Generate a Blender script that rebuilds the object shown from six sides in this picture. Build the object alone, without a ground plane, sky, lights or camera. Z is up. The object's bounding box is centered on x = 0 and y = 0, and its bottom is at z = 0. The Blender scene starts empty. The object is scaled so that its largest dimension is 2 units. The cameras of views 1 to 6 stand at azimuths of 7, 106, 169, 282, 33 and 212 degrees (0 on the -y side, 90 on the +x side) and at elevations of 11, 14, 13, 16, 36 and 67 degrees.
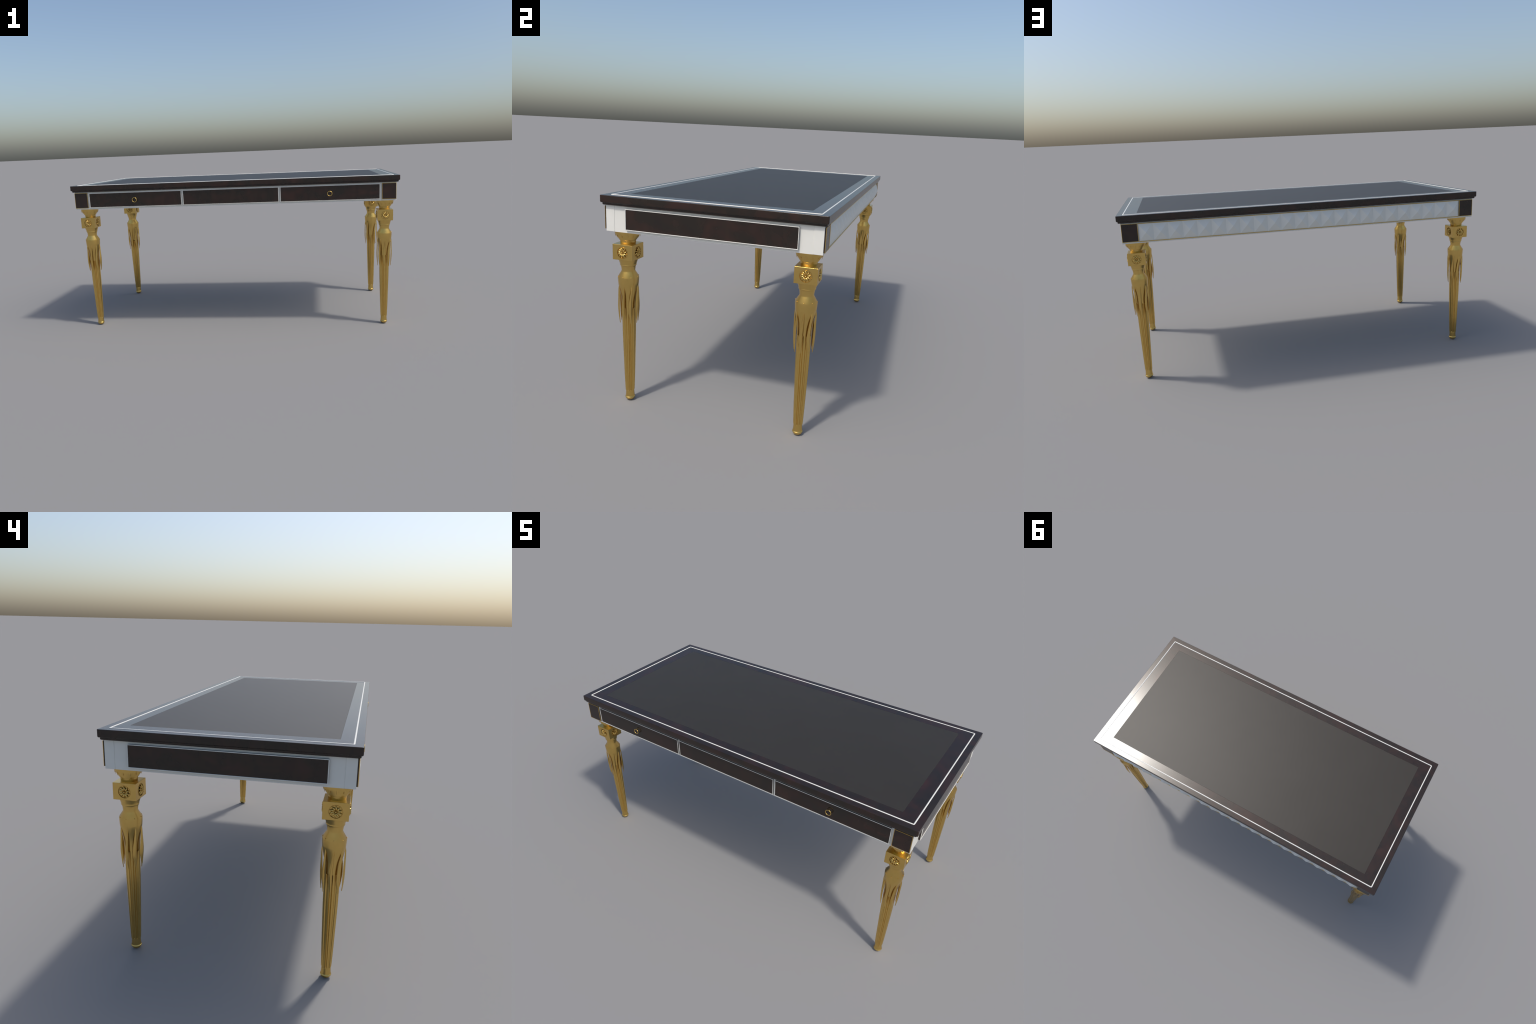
"""Neoclassical writing desk: dark figured-wood top with leather inset and white
stringing, white apron with drawers / diamond-point studs, four gilt fluted legs."""
import bpy, bmesh, math
from math import sin, cos, pi, radians
from mathutils import Vector, Matrix

# ------------------------------------------------------------------ sizes (m)
TOP_X, TOP_Y = 1.0, 0.4635            # half size of the top
TOP_Z0, TOP_Z1 = 0.8862, 0.9166
MOULD_X, MOULD_Y, MOULD_Z0 = 0.9932, 0.4572, 0.8766
POST_X, POST_Y, POST_Z0 = 0.9815, 0.4468, 0.7694
DRAWER_FACE = 0.4525                  # |y| of drawer faces and corner plates
END_FACE = 0.9884                     # |x| of the end panels
LEG_X, LEG_Y = 0.9207, 0.3853


# ------------------------------------------------------------------ materials
def mat_new(name):
    m = bpy.data.materials.new(name)
    m.use_nodes = True
    nt = m.node_tree
    return m, nt, nt.nodes["Principled BSDF"]


def ramp(nt, stops):
    r = nt.nodes.new("ShaderNodeValToRGB")
    e = r.color_ramp.elements
    while len(e) < len(stops):
        e.new(0.5)
    for el, (p, c) in zip(e, stops):
        el.position = p
        el.color = (*c, 1.0)
    return r


def located(nt):
    """Object coordinates shifted by where the part stands, so no two parts repeat."""
    tc = nt.nodes.new("ShaderNodeTexCoord")
    oi = nt.nodes.new("ShaderNodeObjectInfo")
    a = nt.nodes.new("ShaderNodeVectorMath")
    a.operation = "ADD"
    nt.links.new(tc.outputs["Object"], a.inputs[0])
    nt.links.new(oi.outputs["Location"], a.inputs[1])
    return a.outputs[0]


def mapped(nt, vec, scale):
    mp = nt.nodes.new("ShaderNodeMapping")
    mp.inputs["Scale"].default_value = scale
    nt.links.new(vec, mp.inputs["Vector"])
    return mp.outputs[0]


def noise(nt, vec, scale, detail=3.0, rough=0.5, dist=0.0):
    n = nt.nodes.new("ShaderNodeTexNoise")
    n.inputs["Scale"].default_value = scale
    n.inputs["Detail"].default_value = detail
    n.inputs["Roughness"].default_value = rough
    n.inputs["Distortion"].default_value = dist
    nt.links.new(vec, n.inputs["Vector"])
    return n.outputs["Fac"]


def mixrgb(nt, fac, a, b, mode="MIX"):
    m = nt.nodes.new("ShaderNodeMix")
    m.data_type = "RGBA"
    m.blend_type = mode
    for sock, v in ((m.inputs[0], fac), (m.inputs[6], a), (m.inputs[7], b)):
        if hasattr(v, "is_linked"):
            nt.links.new(v, sock)
        elif isinstance(v, tuple):
            sock.default_value = (*v, 1.0)
        else:
            sock.default_value = v
    return m.outputs[2]


def make_wood():
    m, nt, b = mat_new("figured_mahogany")
    v = located(nt)
    broad = noise(nt, mapped(nt, v, (5.0, 5.0, 7.0)), 1.3, 1.5, 0.45, 1.6)
    r1 = ramp(nt, [(0.36, (0.0182, 0.0134, 0.0096)), (0.55, (0.0246, 0.0137, 0.0097)),
                   (0.78, (0.0335, 0.0148, 0.0104))])
    nt.links.new(broad, r1.inputs[0])
    curl = noise(nt, mapped(nt, v, (15.0, 11.0, 6.0)), 0.8, 1.5, 0.5, 1.6)
    r2 = ramp(nt, [(0.35, (0.86, 0.87, 0.88)), (0.65, (1.12, 1.06, 1.03))])
    nt.links.new(curl, r2.inputs[0])
    c = mixrgb(nt, 1.0, r1.outputs[0], r2.outputs[0], "MULTIPLY")
    nt.links.new(c, b.inputs["Base Color"])
    b.inputs["Roughness"].default_value = 0.22
    b.inputs["Specular IOR Level"].default_value = 0.5
    return m


def make_leather():
    m, nt, b = mat_new("charcoal_leather")
    v = located(nt)
    n = noise(nt, v, 5.0, 4.0, 0.6)
    r = ramp(nt, [(0.3, (0.0290, 0.0248, 0.0188)), (0.7, (0.0318, 0.0272, 0.0210))])
    nt.links.new(n, r.inputs[0])
    nt.links.new(r.outputs[0], b.inputs["Base Color"])
    b.inputs["Roughness"].default_value = 0.46
    b.inputs["Specular IOR Level"].default_value = 0.4
    return m


def make_white():
    m, nt, b = mat_new("ivory_lacquer")
    v = located(nt)
    n = noise(nt, v, 14.0, 4.0, 0.6)
    r = ramp(nt, [(0.3, (0.745, 0.73, 0.665)), (0.7, (0.775, 0.76, 0.695))])
    nt.links.new(n, r.inputs[0])
    nt.links.new(r.outputs[0], b.inputs["Base Color"])
    b.inputs["Roughness"].default_value = 0.32
    return m


def make_gold():
    m, nt, b = mat_new("gilt_bronze")
    v = located(nt)
    n = noise(nt, v, 40.0, 3.0, 0.6)
    r = ramp(nt, [(0.3, (0.690, 0.466, 0.139)), (0.7, (0.730, 0.494, 0.153))])
    nt.links.new(n, r.inputs[0])
    nt.links.new(r.outputs[0], b.inputs["Base Color"])
    b.inputs["Metallic"].default_value = 1.0
    b.inputs["Roughness"].default_value = 0.28
    return m


WOOD, LEATHER, WHITE, GOLD = make_wood(), make_leather(), make_white(), make_gold()


# ------------------------------------------------------------------ helpers
WORLD = {}


def put(name, mesh, at=(0, 0, 0), parent=None, rot=None):
    """Add a part at a place given in the desk's frame and hang it under its parent."""
    o = bpy.data.objects.new(name, mesh)
    bpy.context.scene.collection.objects.link(o)
    base = Vector(WORLD[parent.name]) if parent else Vector()
    o.location = Vector(at) - base
    if rot is not None:
        o.rotation_euler = rot
    o.parent = parent
    WORLD[o.name] = tuple(at)
    return o


def weighted_normals(me, angle):
    """Shade chamfers smoothly but keep the broad faces flat: area-weighted corner normals."""
    lim = cos(radians(angle))
    faces_at = {}
    for p in me.polygons:
        for v in p.vertices:
            faces_at.setdefault(v, []).append(p)
    out = []
    for p in me.polygons:
        for v in p.vertices:
            n = Vector()
            for q in faces_at[v]:
                if q.normal.dot(p.normal) > lim:
                    n += q.normal * q.area
            out.append(n.normalized())
    me.normals_split_custom_set(out)


def calm_normals(me, z0, z1, k):
    """Soften the tilt of the shading normals of a turned part between two heights."""
    out = [Vector(n.vector) for n in me.corner_normals]
    for p in me.polygons:
        if z0 - 1e-5 <= p.center.z <= z1 + 1e-5:
            for li in p.loop_indices:
                n = out[li]
                out[li] = Vector((n.x, n.y, n.z * k)).normalized()
    me.normals_split_custom_set(out)


def finish(bm, name, mat, angle=None, smooth=False, weighted=None):
    bmesh.ops.recalc_face_normals(bm, faces=bm.faces)
    me = bpy.data.meshes.new(name)
    bm.to_mesh(me)
    bm.free()
    me.materials.append(mat)
    if smooth or angle is not None:
        me.shade_smooth()
    if angle is not None:
        me.set_sharp_from_angle(angle=radians(angle))
    if weighted:
        me.shade_smooth()
        weighted_normals(me, weighted)
    return me


def box_bm(bm, x0, x1, y0, y1, z0, z1):
    r = bmesh.ops.create_cube(bm, size=1.0)
    for v in r["verts"]:
        v.co = Vector(((x0 + x1) / 2 + v.co.x * (x1 - x0), (y0 + y1) / 2 + v.co.y * (y1 - y0),
                       (z0 + z1) / 2 + v.co.z * (z1 - z0)))
    return r["verts"]


def box(name, sx, sy, sz, mat, bevel=0.0008, seg=2):
    bm = bmesh.new()
    box_bm(bm, -sx, sx, -sy, sy, -sz, sz)
    if bevel:
        bmesh.ops.bevel(bm, geom=list(bm.edges), offset=bevel, segments=seg, profile=0.5, affect="EDGES")
    return finish(bm, name, mat, weighted=50)


def rect_tube(bm, path_w, path_h, radius, seg=8, place=lambda a, b: (a, 0, b), corner=0.0):
    """A thin rod bent round a rectangle (half sizes path_w, path_h); mitred corners.
    place(a, b) maps in-plane coordinates to 3D; the rod is round about that path."""
    n = Vector(place(1, 0)).cross(Vector(place(0, 1))).normalized()
    pts = []
    for sx, sy, a0 in ((1, 1, 0), (-1, 1, 90), (-1, -1, 180), (1, -1, 270)):
        if corner <= 0:
            pts.append((sx * path_w, sy * path_h, a0 + 45, math.sqrt(2)))
        else:
            for i in range(5):
                a = radians(a0 + 90 * i / 4)
                pts.append((sx * (path_w - corner) + corner * cos(a), sy * (path_h - corner) + corner * sin(a),
                            a0 + 90 * i / 4, 1.0))
    rings = []
    for px, py, a, k in pts:
        out = Vector(place(cos(radians(a)), sin(radians(a))))
        c = Vector(place(px, py))
        rings.append([bm.verts.new(c + out * (radius * k * cos(2 * pi * j / seg)) + n * (radius * sin(2 * pi * j / seg)))
                      for j in range(seg)])
    m = len(rings)
    for i in range(m):
        for j in range(seg):
            bm.faces.new((rings[i][j], rings[i][(j + 1) % seg], rings[(i + 1) % m][(j + 1) % seg], rings[(i + 1) % m][j]))


def interp(table, z):
    """Smooth monotone-ish interpolation through a short table of (z, value), z descending."""
    if z >= table[0][0]:
        return table[0][1]
    for (z0, a), (z1, b) in zip(table, table[1:]):
        if z <= z0 and z >= z1:
            t = (z0 - z) / (z0 - z1) if z0 != z1 else 0
            return a + (b - a) * t
    return table[-1][1]


def soft(table, z):
    """Catmull-Rom through the same kind of table."""
    if z >= table[0][0]:
        return table[0][1]
    if z <= table[-1][0]:
        return table[-1][1]
    for i in range(len(table) - 1):
        if table[i][0] >= z >= table[i + 1][0]:
            z0, p1 = table[i]
            z1, p2 = table[i + 1]
            h = z1 - z0
            m1 = (p2 - table[i - 1][1]) / (z1 - table[i - 1][0]) if i > 0 else (p2 - p1) / h
            m2 = (table[i + 2][1] - p1) / (table[i + 2][0] - z0) if i + 2 < len(table) else (p2 - p1) / h
            t = (z - z0) / h
            return ((2 * t**3 - 3 * t**2 + 1) * p1 + (t**3 - 2 * t**2 + t) * h * m1
                    + (-2 * t**3 + 3 * t**2) * p2 + (t**3 - t**2) * h * m2)
    return table[-1][1]


def lathe(bm, rows, seg=64, cap=True):
    """Surface of revolution; rows = [(z, r or function of angle)] from top to bottom."""
    rings = []
    for z, r in rows:
        ring = []
        for j in range(seg):
            a = 2 * pi * j / seg
            rr = r(a) if callable(r) else r
            ring.append(bm.verts.new((rr * cos(a), rr * sin(a), z)))
        rings.append(ring)
    for p, q in zip(rings, rings[1:]):
        for j in range(seg):
            k = (j + 1) % seg
            bm.faces.new((p[j], q[j], q[k], p[k]))
    if cap:
        bm.faces.new(rings[0])
        bm.faces.new(list(reversed(rings[-1])))


# ------------------------------------------------------------------ the thing
desk = bpy.data.objects.new("writing_desk", None)
bpy.context.scene.collection.objects.link(desk)
WORLD["writing_desk"] = (0, 0, 0)
desk["label"] = "dark wood writing desk with white apron and gilt fluted legs"
desk["category"] = "writing desk"

# ---- top: slab with eased edges, moulding below, leather inset, white stringing
zc = (TOP_Z0 + TOP_Z1) / 2
LX, LY = 0.8992, 0.3825


def stacked(bm, loops):
    """Skin over stacked rounded rectangles given as (half x, half y, z, corner radius)."""
    rings = []
    for x, y, z, r in loops:
        ring = []
        for sx, sy, a0 in ((1, 1, 0), (-1, 1, 90), (-1, -1, 180), (1, -1, 270)):
            for k in range(5):
                a = radians(a0 + 22.5 * k)
                ring.append(bm.verts.new((sx * (x - r) + r * cos(a), sy * (y - r) + r * sin(a), z - zc)))
        rings.append(ring)
    n = len(rings[0])
    for p, q in zip(rings, rings[1:]):
        for j in range(n):
            k = (j + 1) % n
            bm.faces.new((p[j], p[k], q[k], q[j]))
    bm.faces.new(rings[0])
    bm.faces.new(rings[-1])


def top_slab():
    """Slab with a shallow well for the leather; lower edge more rounded than the upper."""
    bm = bmesh.new()
    prof = [(-0.0050, TOP_Z0), (-0.0024, TOP_Z0 + 0.0008), (-0.0007, TOP_Z0 + 0.0025), (0.0, TOP_Z0 + 0.0052),
            (0.0, TOP_Z1 - 0.0018), (-0.0005, TOP_Z1 - 0.0006), (-0.0018, TOP_Z1)]
    loops = [(TOP_X + o, TOP_Y + o, z, 0.0048 + o * 0.6) for o, z in prof]
    loops += [(LX, LY, TOP_Z1, 0.0004), (LX, LY, TOP_Z1 - 0.003, 0.0004)]
    stacked(bm, loops)
    return finish(bm, "table_top", WOOD, weighted=50)


top = put("table_top", top_slab(), (0, 0, zc), desk)
put("leather_inset", box("leather_inset", LX - 0.0003, LY - 0.0003, 0.0014, LEATHER, 0.0004, 1), (0, 0, TOP_Z1 - 0.0013), top)

bm = bmesh.new()
W = 0.0033
rect_tube(bm, 0.9662, 0.4308, W, 10, lambda a, b: (a, b, 0), corner=0.004)
for v in bm.verts:                       # flattened, softly crowned strip
    v.co.z *= 0.75
put("stringing", finish(bm, "stringing", WHITE, smooth=True), (0, 0, TOP_Z1 - 0.0006), top)

bm = bmesh.new()
mprof = [(0.0, TOP_Z0 + 0.001), (0.0, MOULD_Z0 + 0.0042), (-0.0012, MOULD_Z0 + 0.0015), (-0.0045, MOULD_Z0)]
stacked(bm, [(MOULD_X + o, MOULD_Y + o, z, 0.0048 + o * 0.6) for o, z in mprof])
put("moulding", finish(bm, "moulding", WOOD, weighted=50), (0, 0, zc), top)

# ---- apron: four posts, rails between them, a floor
ZA0, ZA1 = POST_Z0, MOULD_Z0
POST_W, POST_D = 0.0430, 0.0190          # half widths of a corner post (x, y)
apron_bm = bmesh.new()
RAIL_IN = 0.0014
box_bm(apron_bm, -POST_X + 2 * POST_W, POST_X - 2 * POST_W, -(POST_Y - RAIL_IN), -(POST_Y - 0.02), ZA0 - 0.0003, ZA1 + 0.004)
box_bm(apron_bm, -POST_X + 2 * POST_W, POST_X - 2 * POST_W, POST_Y - 0.02, POST_Y - RAIL_IN, ZA0 - 0.0003, ZA1 + 0.004)
for s in (-1, 1):
    x0, x1 = sorted((s * (POST_X - 0.02), s * (POST_X - RAIL_IN)))
    box_bm(apron_bm, x0, x1, -(POST_Y - 2 * POST_D), POST_Y - 2 * POST_D, ZA0 - 0.0003, ZA1 + 0.004)
box_bm(apron_bm, -POST_X + 0.021, POST_X - 0.021, -POST_Y + 0.021, POST_Y - 0.021, ZA0 + 0.004, ZA0 + 0.012)
for v in apron_bm.verts:
    v.co.z -= (ZA0 + ZA1) / 2
apron = put("apron", finish(apron_bm, "apron", WHITE), (0, 0, (ZA0 + ZA1) / 2), desk)

post_me = box("corner_post", POST_W, POST_D, (ZA1 + 0.003 - ZA0) / 2, WHITE, 0.0009, 2)
for sx in (1, -1):
    for sy in (1, -1):
        put("corner_post", post_me, (sx * (POST_X - POST_W), sy * (POST_Y - POST_D), (ZA0 + ZA1 + 0.003) / 2), apron)

# ---- corner plates with a gilt bead round the front edge
PX0, PX1, PZ0, PZ1 = 0.8978, 0.9803, 0.7776, 0.8722
pw, ph = (PX1 - PX0) / 2, (PZ1 - PZ0) / 2
pdepth = (DRAWER_FACE - POST_Y + 0.002) / 2
plate_me = box("corner_plate", pw - 0.0006, pdepth, ph - 0.0006, WOOD, 0.0003, 1)
bm = bmesh.new()
rect_tube(bm, pw - 0.0011, ph - 0.0011, 0.0012, 8)
pbead_me = finish(bm, "gilt_bead", GOLD, angle=40)
for sx in (1, -1):
    for sy in (1, -1):
        c = (sx * (PX0 + PX1) / 2, sy * (DRAWER_FACE - pdepth), (PZ0 + PZ1) / 2)
        p = put("corner_plate", plate_me, c, desk)
        put("gilt_bead", pbead_me, (c[0], sy * (DRAWER_FACE - 0.0002), c[2]), p)

# ---- three drawer fronts with white beads; ring pulls on the outer two
DZ0, DZ1 = 0.7794, 0.8686
bm = bmesh.new()
MAJ, MIN = 0.0136, 0.0019
for i in range(48):
    a = 2 * pi * i / 48
ringv = []
for i in range(48):
    a = 2 * pi * i / 48
    ringv.append([bm.verts.new(((MAJ + MIN * cos(b)) * cos(a), MIN * sin(b), (MAJ + MIN * cos(b)) * sin(a)))
                  for b in (2 * pi * j / 12 for j in range(12))])
for i in range(48):
    for j in range(12):
        bm.faces.new((ringv[i][j], ringv[i][(j + 1) % 12], ringv[(i + 1) % 48][(j + 1) % 12], ringv[(i + 1) % 48][j]))
pull_me = finish(bm, "ring_pull", GOLD, smooth=True)
bm = bmesh.new()
bmesh.ops.create_cone(bm, cap_ends=True, segments=12, radius1=0.0014, radius2=0.0011, depth=0.012,
                      matrix=Matrix.Rotation(pi / 2, 4, "X"))
peg_me = finish(bm, "peg", GOLD, angle=40)

for x0, x1, pull in ((-0.8866, -0.3022, True), (-0.2924, 0.2924, False), (0.3022, 0.8866, True)):
    w, h, d = (x1 - x0) / 2, (DZ1 - DZ0) / 2, (DRAWER_FACE - POST_Y + 0.006) / 2
    c = ((x0 + x1) / 2, -(DRAWER_FACE - d), (DZ0 + DZ1) / 2)
    dr = put("drawer_front", box("drawer_front", w - 0.0006, d, h - 0.0006, WOOD, 0.0003, 1), c, desk)
    bm = bmesh.new()
    rect_tube(bm, w - 0.0012, h - 0.0012, 0.0013, 8)
    put("white_bead", finish(bm, "white_bead", WHITE, angle=40), (c[0], -DRAWER_FACE + 0.0002, c[2]), dr)
    if pull:
        px = math.copysign(0.595, c[0])
        pu = put("ring_pull", pull_me, (px, -0.4632, 0.8215), dr)
        put("peg", peg_me, (px, -0.4632 + 0.0055, 0.8215 + MAJ), dr)

# ---- end panels
EZ0, EZ1, EY = 0.7814, 0.8674, 0.3555
for s in (1, -1):
    d = (END_FACE - POST_X + 0.006) / 2
    c = (s * (END_FACE - d), 0, (EZ0 + EZ1) / 2)
    h = (EZ1 - EZ0) / 2
    ep = put("end_panel", box("end_panel", d, EY - 0.0006, h - 0.0006, WOOD, 0.0003, 1), c, desk)
    bm = bmesh.new()
    rect_tube(bm, EY - 0.0014, h - 0.0014, 0.0015, 8, lambda a, b: (0, a, b))
    put("white_bead", finish(bm, "white_bead", WHITE, angle=40), (s * (END_FACE + 0.0011), 0, c[2]), ep)

# ---- back: row of 24 diamond-point studs between two gilt rods
N = 24
SX = 0.8960
pitch = 2 * SX / N
SZ0, SZ1 = 0.7784, 0.8690
APEX, BASE = 0.4651, 0.4482
bm = bmesh.new()
hw, hh = pitch / 2 - 0.00015, (SZ1 - SZ0) / 2
vs = [bm.verts.new(p) for p in ((-hw, 0, -hh), (hw, 0, -hh), (hw, 0, hh), (-hw, 0, hh))]
bk = [bm.verts.new((v.co.x, -0.004, v.co.z)) for v in vs]
ap = bm.verts.new((0, APEX - BASE, 0))
for i in range(4):
    j = (i + 1) % 4
    bm.faces.new((vs[i], vs[j], ap))
    bm.faces.new((vs[i], vs[j], bk[j], bk[i]))
bm.faces.new(bk)
stud_me = finish(bm, "diamond_stud", WHITE)
back = put("back_panel", box("back_panel", SX, 0.002, hh + 0.004, WHITE, 0.0003, 1), (0, POST_Y - 0.0006, (SZ0 + SZ1) / 2), desk)
for i in range(N):
    put("diamond_stud", stud_me, (-SX + (i + 0.5) * pitch, BASE, (SZ0 + SZ1) / 2), back)
bm = bmesh.new()
bmesh.ops.create_cone(bm, cap_ends=True, segments=10, radius1=0.0018, radius2=0.0018, depth=2 * SX,
                      matrix=Matrix.Rotation(pi / 2, 4, "Y"))
rod_me = finish(bm, "gilt_rod", GOLD, angle=40)
for z in (SZ0 - 0.0013, SZ1 + 0.0013):
    put("gilt_rod", rod_me, (0, 0.4496, z), back)

# ------------------------------------------------------------------ legs
# Turned body: cup under the block, ring, waist, bulb, then fluted taper.
BODY = [(0.6490, 0.0412), (0.6330, 0.0358), (0.6250, 0.0335), (0.6238, 0.0335), (0.6225, 0.0340),
        (0.6210, 0.0337), (0.6200, 0.0322), (0.6140, 0.0300), (0.5980, 0.0278), (0.5930, 0.0296), (0.5715, 0.0430), (0.5660, 0.0438),
        (0.5410, 0.0422), (0.5300, 0.0407), (0.5150, 0.0378), (0.5000, 0.0348), (0.4800, 0.0316),
        (0.4600, 0.0300), (0.4400, 0.0293), (0.4200, 0.0289), (0.3600, 0.0280), (0.3200, 0.0276), (0.2620, 0.0262),
        (0.2040, 0.0245), (0.1300, 0.0225), (0.0940, 0.0213), (0.0590, 0.0199), (0.0455, 0.0192)]
FLUTES, FLUTE_TOP, FLUTE_END = 10, 0.436, 0.0455


def flute(z):
    """Depth of the flutes at this height: rounded top, running out over the foot."""
    if z > FLUTE_TOP:
        return 0.0
    t = min(1.0, (FLUTE_TOP - z) / 0.011)
    deep = interp([(0.43, 0.0046), (0.20, 0.0041), (0.0455, 0.0031)], z)
    return deep * math.sqrt(max(0.0, 1 - (1 - t) ** 2))


def fluted(r, d):
    def f(a):
        u = (a * FLUTES / (2 * pi) + 0.5) % 1.0 - 0.5      # -0.5..0.5 across one pitch
        g = math.sqrt(1 - (u / 0.27) ** 2) if abs(u) < 0.27 else 0.0
        return r - d * g
    return f


def leg_body():
    bm = bmesh.new()
    zs = set(z for z, _ in BODY)
    zs |= {FLUTE_TOP - 0.011 * k / 6 for k in range(7)}
    z = 0.536
    while z > 0.05:
        zs.add(round(z, 4))
        z -= 0.006
    rows = []
    for z in sorted(zs, reverse=True):
        d = flute(z)
        r = soft(BODY, z) if z < 0.54 else interp(BODY, z)
        rows.append((z, fluted(r, d) if d > 0 else r))
    lathe(bm, rows, 240)
    me = finish(bm, "leg", GOLD, angle=50)
    calm_normals(me, 0.541, 0.6195, 0.40)
    return me


FOOT = [(0.0540, 0.0150), (0.0460, 0.0175), (0.0445, 0.0177), (0.0300, 0.0182), (0.0200, 0.0190), (0.0170, 0.0193), (0.0160, 0.0202),
        (0.0148, 0.0210), (0.0135, 0.0213), (0.0120, 0.0210), (0.0108, 0.0203), (0.0095, 0.0199), (0.0070, 0.0190),
        (0.0045, 0.0173), (0.0020, 0.0145), (0.0006, 0.0110), (0.0000, 0.0060)]
CAPITAL = [(0.7702, 0.0528), (0.7686, 0.0536), (0.7650, 0.0536), (0.7590, 0.0530), (0.7540, 0.0512), (0.7480, 0.0472),
           (0.7400, 0.0420), (0.7345, 0.0384), (0.7308, 0.0358), (0.7292, 0.0346), (0.7286, 0.0334), (0.7125, 0.0309)]


def foot_mesh():
    bm = bmesh.new()
    lathe(bm, FOOT, 48)
    return finish(bm, "foot", GOLD, angle=40)


def capital_mesh():
    bm = bmesh.new()
    lathe(bm, CAPITAL, 64)
    me = finish(bm, "capital", GOLD, angle=40)
    calm_normals(me, 0.7292, 0.7640, 0.35)
    return me


# hanging acanthus blades: folded, drifting sideways, standing clear of the shaft
LEAF_R = [(0.545, 0.0395), (0.538, 0.0412), (0.529, 0.0428), (0.519, 0.0439), (0.506, 0.0443), (0.480, 0.0445),
          (0.445, 0.0452), (0.428, 0.0448), (0.405, 0.0432), (0.385, 0.0411), (0.3665, 0.0387)]
LEAF_W = [(0.546, 0.0008), (0.536, 0.0022), (0.520, 0.0034), (0.500, 0.0046), (0.475, 0.0064), (0.450, 0.0077),
          (0.430, 0.0082), (0.415, 0.0076), (0.400, 0.0056), (0.385, 0.0032), (0.367, 0.0003)]
LEAF_A = [(0.546, 3.5), (0.520, 2.5), (0.490, -1.0), (0.455, -6.0), (0.425, -7.5), (0.400, -5.0), (0.367, -3.0)]
LEAF_FOLD = [(0.545, 0.0010), (0.530, 0.0032), (0.500, 0.0042), (0.450, 0.0048), (0.420, 0.0045), (0.390, 0.0028), (0.367, 0.0004)]


def leaf_mesh():
    bm = bmesh.new()
    rows, cols = 44, 12
    front, rear = [], []
    for i in range(rows + 1):
        z = 0.545 - (0.545 - 0.367) * i / rows
        R, w, a0, fo = soft(LEAF_R, z), max(0.0003, soft(LEAF_W, z)), radians(soft(LEAF_A, z)), soft(LEAF_FOLD, z)
        fr, rr = [], []
        for j in range(cols + 1):
            t = -1 + 2 * j / cols
            ridge = 0.25                                     # crest off-centre, towards the right edge
            s = (t - ridge) / (1 - ridge) if t > ridge else (ridge - t) / (1 + ridge)
            rad = R - fo * s ** 1.25 - 0.0012 * math.exp(-((t + 0.30) / 0.18) ** 2) * min(1.0, w / 0.006)
            thick = 0.0026 * (1 - 0.6 * abs(t) ** 2)
            a = a0 + t * w / R
            zz = z - 0.0015 * s
            fr.append(bm.verts.new((rad * cos(a), rad * sin(a), zz)))
            rr.append(bm.verts.new(((rad - thick) * cos(a), (rad - thick) * sin(a), zz)))
        front.append(fr)
        rear.append(rr)
    for i in range(rows):
        for j in range(cols):
            bm.faces.new((front[i][j], front[i][j + 1], front[i + 1][j + 1], front[i + 1][j]))
            bm.faces.new((rear[i][j], rear[i + 1][j], rear[i + 1][j + 1], rear[i][j + 1]))
        for j in (0, cols):
            bm.faces.new((front[i][j], front[i + 1][j], rear[i + 1][j], rear[i][j]))
    for i in (0, rows):
        for j in range(cols):
            bm.faces.new((front[i][j], rear[i][j], rear[i][j + 1], front[i][j + 1]))
    return finish(bm, "acanthus_leaf", GOLD, angle=60)


def spike_mesh():
    """Small curled leaf tip that hangs from the rim of the capital."""
    bm = bmesh.new()
    rings = []
    for z, r, w, d in ((0.7580, 0.0512, 0.0030, 0.0016), (0.7520, 0.0506, 0.0026, 0.0014),
                       (0.7460, 0.0492, 0.0014, 0.0009), (0.7405, 0.0478, 0.0002, 0.0002)):
        rings.append([bm.verts.new((r + d * cos(a), w * sin(a), z)) for a in (2 * pi * j / 8 for j in range(8))])
    for p, q in zip(rings, rings[1:]):
        for j in range(8):
            bm.faces.new((p[j], q[j], q[(j + 1) % 8], p[(j + 1) % 8]))
    bm.faces.new(rings[0])
    bm.faces.new(list(reversed(rings[-1])))
    return finish(bm, "leaf_tip", GOLD, angle=60)


BLOCK_H, BLOCK_Z0, BLOCK_Z1 = 0.0453, 0.6484, 0.7137
ROS_R = 0.0248


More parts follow.
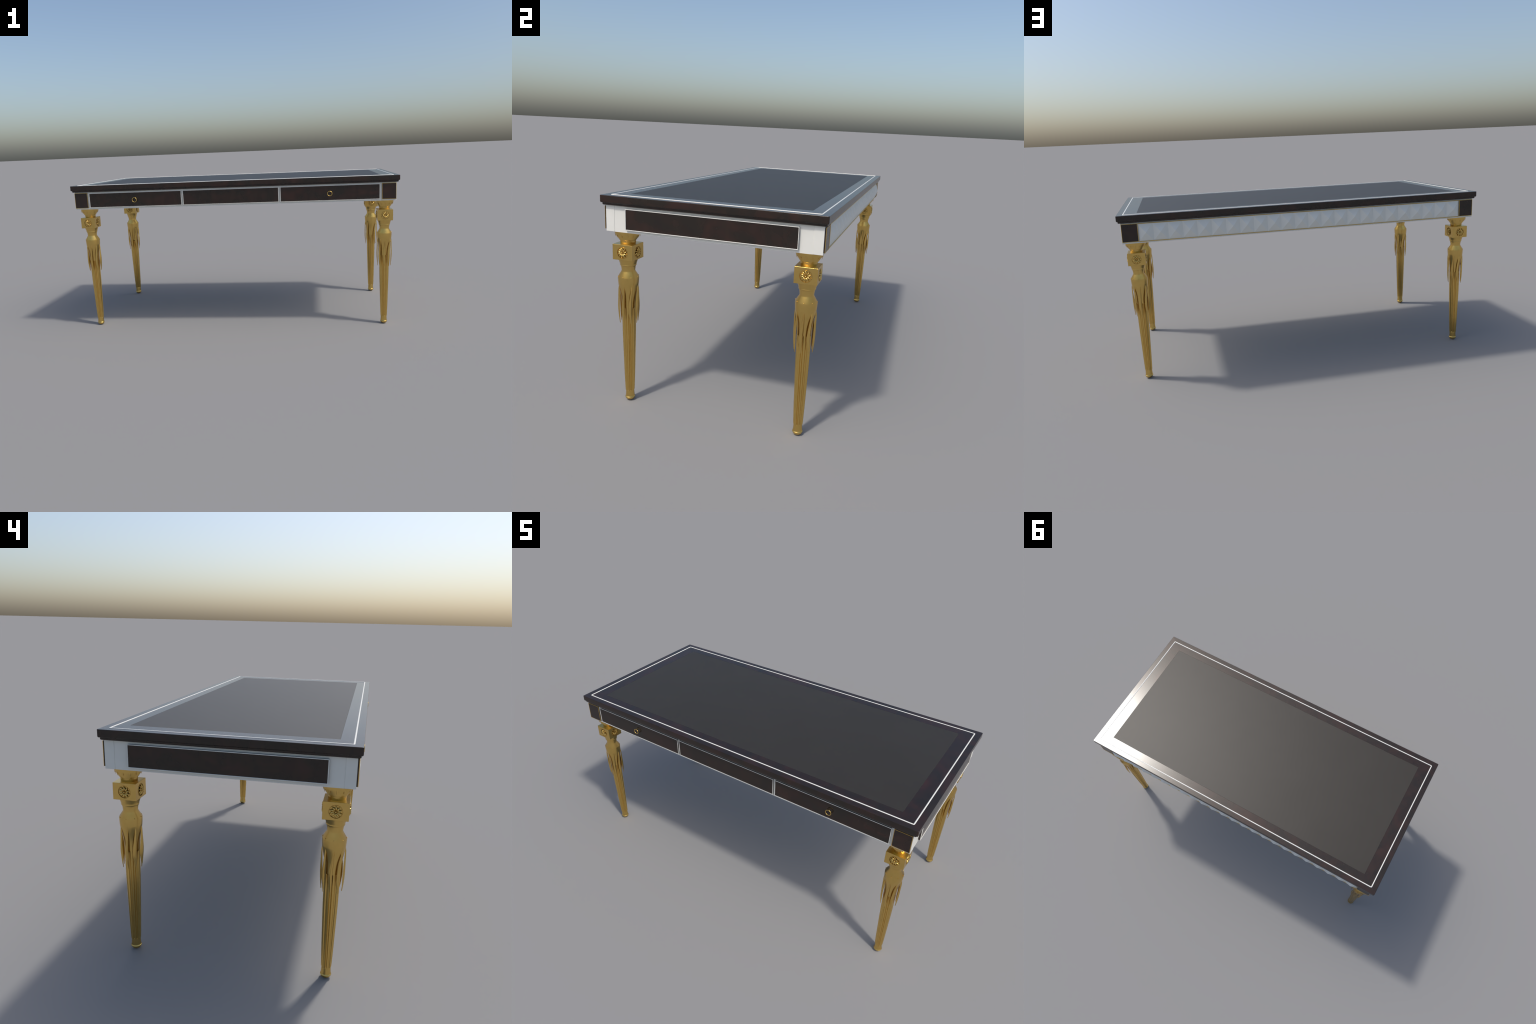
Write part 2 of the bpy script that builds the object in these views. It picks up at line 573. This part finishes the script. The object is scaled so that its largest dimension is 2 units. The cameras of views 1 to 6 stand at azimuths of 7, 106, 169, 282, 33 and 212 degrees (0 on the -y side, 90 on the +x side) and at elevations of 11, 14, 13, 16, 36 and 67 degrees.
def block_mesh():
    """Die block with a shallow round well in each side for the rosette."""
    zc = (BLOCK_Z0 + BLOCK_Z1) / 2
    hz = (BLOCK_Z1 - BLOCK_Z0) / 2
    blk = bpy.data.objects.new("tmp_block", box("plinth_block", BLOCK_H, BLOCK_H, hz, GOLD, 0.0009, 2))
    bm = bmesh.new()
    for k in range(4):
        m = Matrix.Rotation(k * pi / 2, 4, "Z") @ Matrix.Translation((BLOCK_H, 0, -0.0012)) @ Matrix.Rotation(pi / 2, 4, "Y")
        bmesh.ops.create_cone(bm, cap_ends=True, segments=48, radius1=ROS_R, radius2=ROS_R, depth=0.004, matrix=m)
    cut = bpy.data.objects.new("tmp_cut", finish(bm, "tmp_cut", GOLD))
    for o in (blk, cut):
        bpy.context.scene.collection.objects.link(o)
    md = blk.modifiers.new("wells", "BOOLEAN")
    md.operation, md.object, md.solver = "DIFFERENCE", cut, "EXACT"
    bpy.context.view_layer.update()
    me = bpy.data.meshes.new_from_object(blk.evaluated_get(bpy.context.evaluated_depsgraph_get()))
    me.name = "plinth_block"
    for o in (blk, cut):
        d = o.data
        bpy.data.objects.remove(o)
        bpy.data.meshes.remove(d)
    me.materials.clear()
    me.materials.append(GOLD)
    me.shade_smooth()
    weighted_normals(me, 50)
    return me


def rosette_mesh():
    """Ten swirled petals round a button, facing +x, inside a fine rim."""
    bm = bmesh.new()
    rings = []                                               # rim
    for i in range(48):
        a = 2 * pi * i / 48
        rings.append([bm.verts.new((0.0002 + 0.0010 * sin(b), (0.0236 + 0.0009 * cos(b)) * cos(a),
                                    (0.0236 + 0.0009 * cos(b)) * sin(a))) for b in (2 * pi * j / 6 for j in range(6))])
    for i in range(48):
        for j in range(6):
            bm.faces.new((rings[i][j], rings[(i + 1) % 48][j], rings[(i + 1) % 48][(j + 1) % 6], rings[i][(j + 1) % 6]))
    for k in range(10):                                      # petals
        a0 = 2 * pi * (k + 0.25) / 10
        sec = []
        for i in range(11):
            t = i / 10
            r = 0.0045 + 0.0180 * t
            w = 0.0037 * math.sin(pi * (0.06 + 0.94 * t ** 0.85)) ** 1.0 + 0.0002
            h = -0.0018 + 0.0053 * math.sin(pi * (0.12 + 0.80 * t)) ** 0.9
            a = a0 + 0.24 * t * t
            ring = []
            for j in range(10):
                b = 2 * pi * j / 10
                u, x = w * cos(b), max(-0.002, h + 0.0022 * sin(b) - 0.0012 * abs(cos(b)))
                ring.append(bm.verts.new((x, r * cos(a) - u * sin(a), r * sin(a) + u * cos(a))))
            sec.append(ring)
        for p, q in zip(sec, sec[1:]):
            for j in range(10):
                bm.faces.new((p[j], q[j], q[(j + 1) % 10], p[(j + 1) % 10]))
        bm.faces.new(sec[0])
        bm.faces.new(list(reversed(sec[-1])))
    bmesh.ops.create_uvsphere(bm, u_segments=16, v_segments=10, radius=0.0034, matrix=Matrix.Translation((0.0022, 0, 0)))
    return finish(bm, "rosette", GOLD, angle=60)


def pearl_mesh():
    bm = bmesh.new()
    bmesh.ops.create_uvsphere(bm, u_segments=12, v_segments=8, radius=0.0016)
    return finish(bm, "pearl", GOLD, smooth=True)


body_me, foot_me, cap_me = leg_body(), foot_mesh(), capital_mesh()
leaf_me, spike_me, block_me, ros_me, pearl_me = leaf_mesh(), spike_mesh(), block_mesh(), rosette_mesh(), pearl_mesh()

for sx in (1, -1):
    for sy in (1, -1):
        x, y = sx * LEG_X, sy * LEG_Y
        leg = put("leg", body_me, (x, y, 0), desk)
        put("foot", foot_me, (x, y, 0), leg)
        put("capital", cap_me, (x, y, 0), leg)
        put("plinth_block", block_me, (x, y, (BLOCK_Z0 + BLOCK_Z1) / 2), leg)
        for k in range(4):
            a = k * pi / 2
            put("rosette", ros_me, (x + BLOCK_H * cos(a), y + BLOCK_H * sin(a), 0.6797), leg, (0, 0, a))
        for k in range(8):
            a = k * pi / 4
            put("acanthus_leaf", leaf_me, (x, y, 0), leg, (0, 0, a))
            put("pearl", pearl_me, (x + 0.0432 * cos(a), y + 0.0432 * sin(a), 0.5725), leg)
        for k in range(12):
            put("leaf_tip", spike_me, (x, y, 0), leg, (0, 0, k * pi / 6))
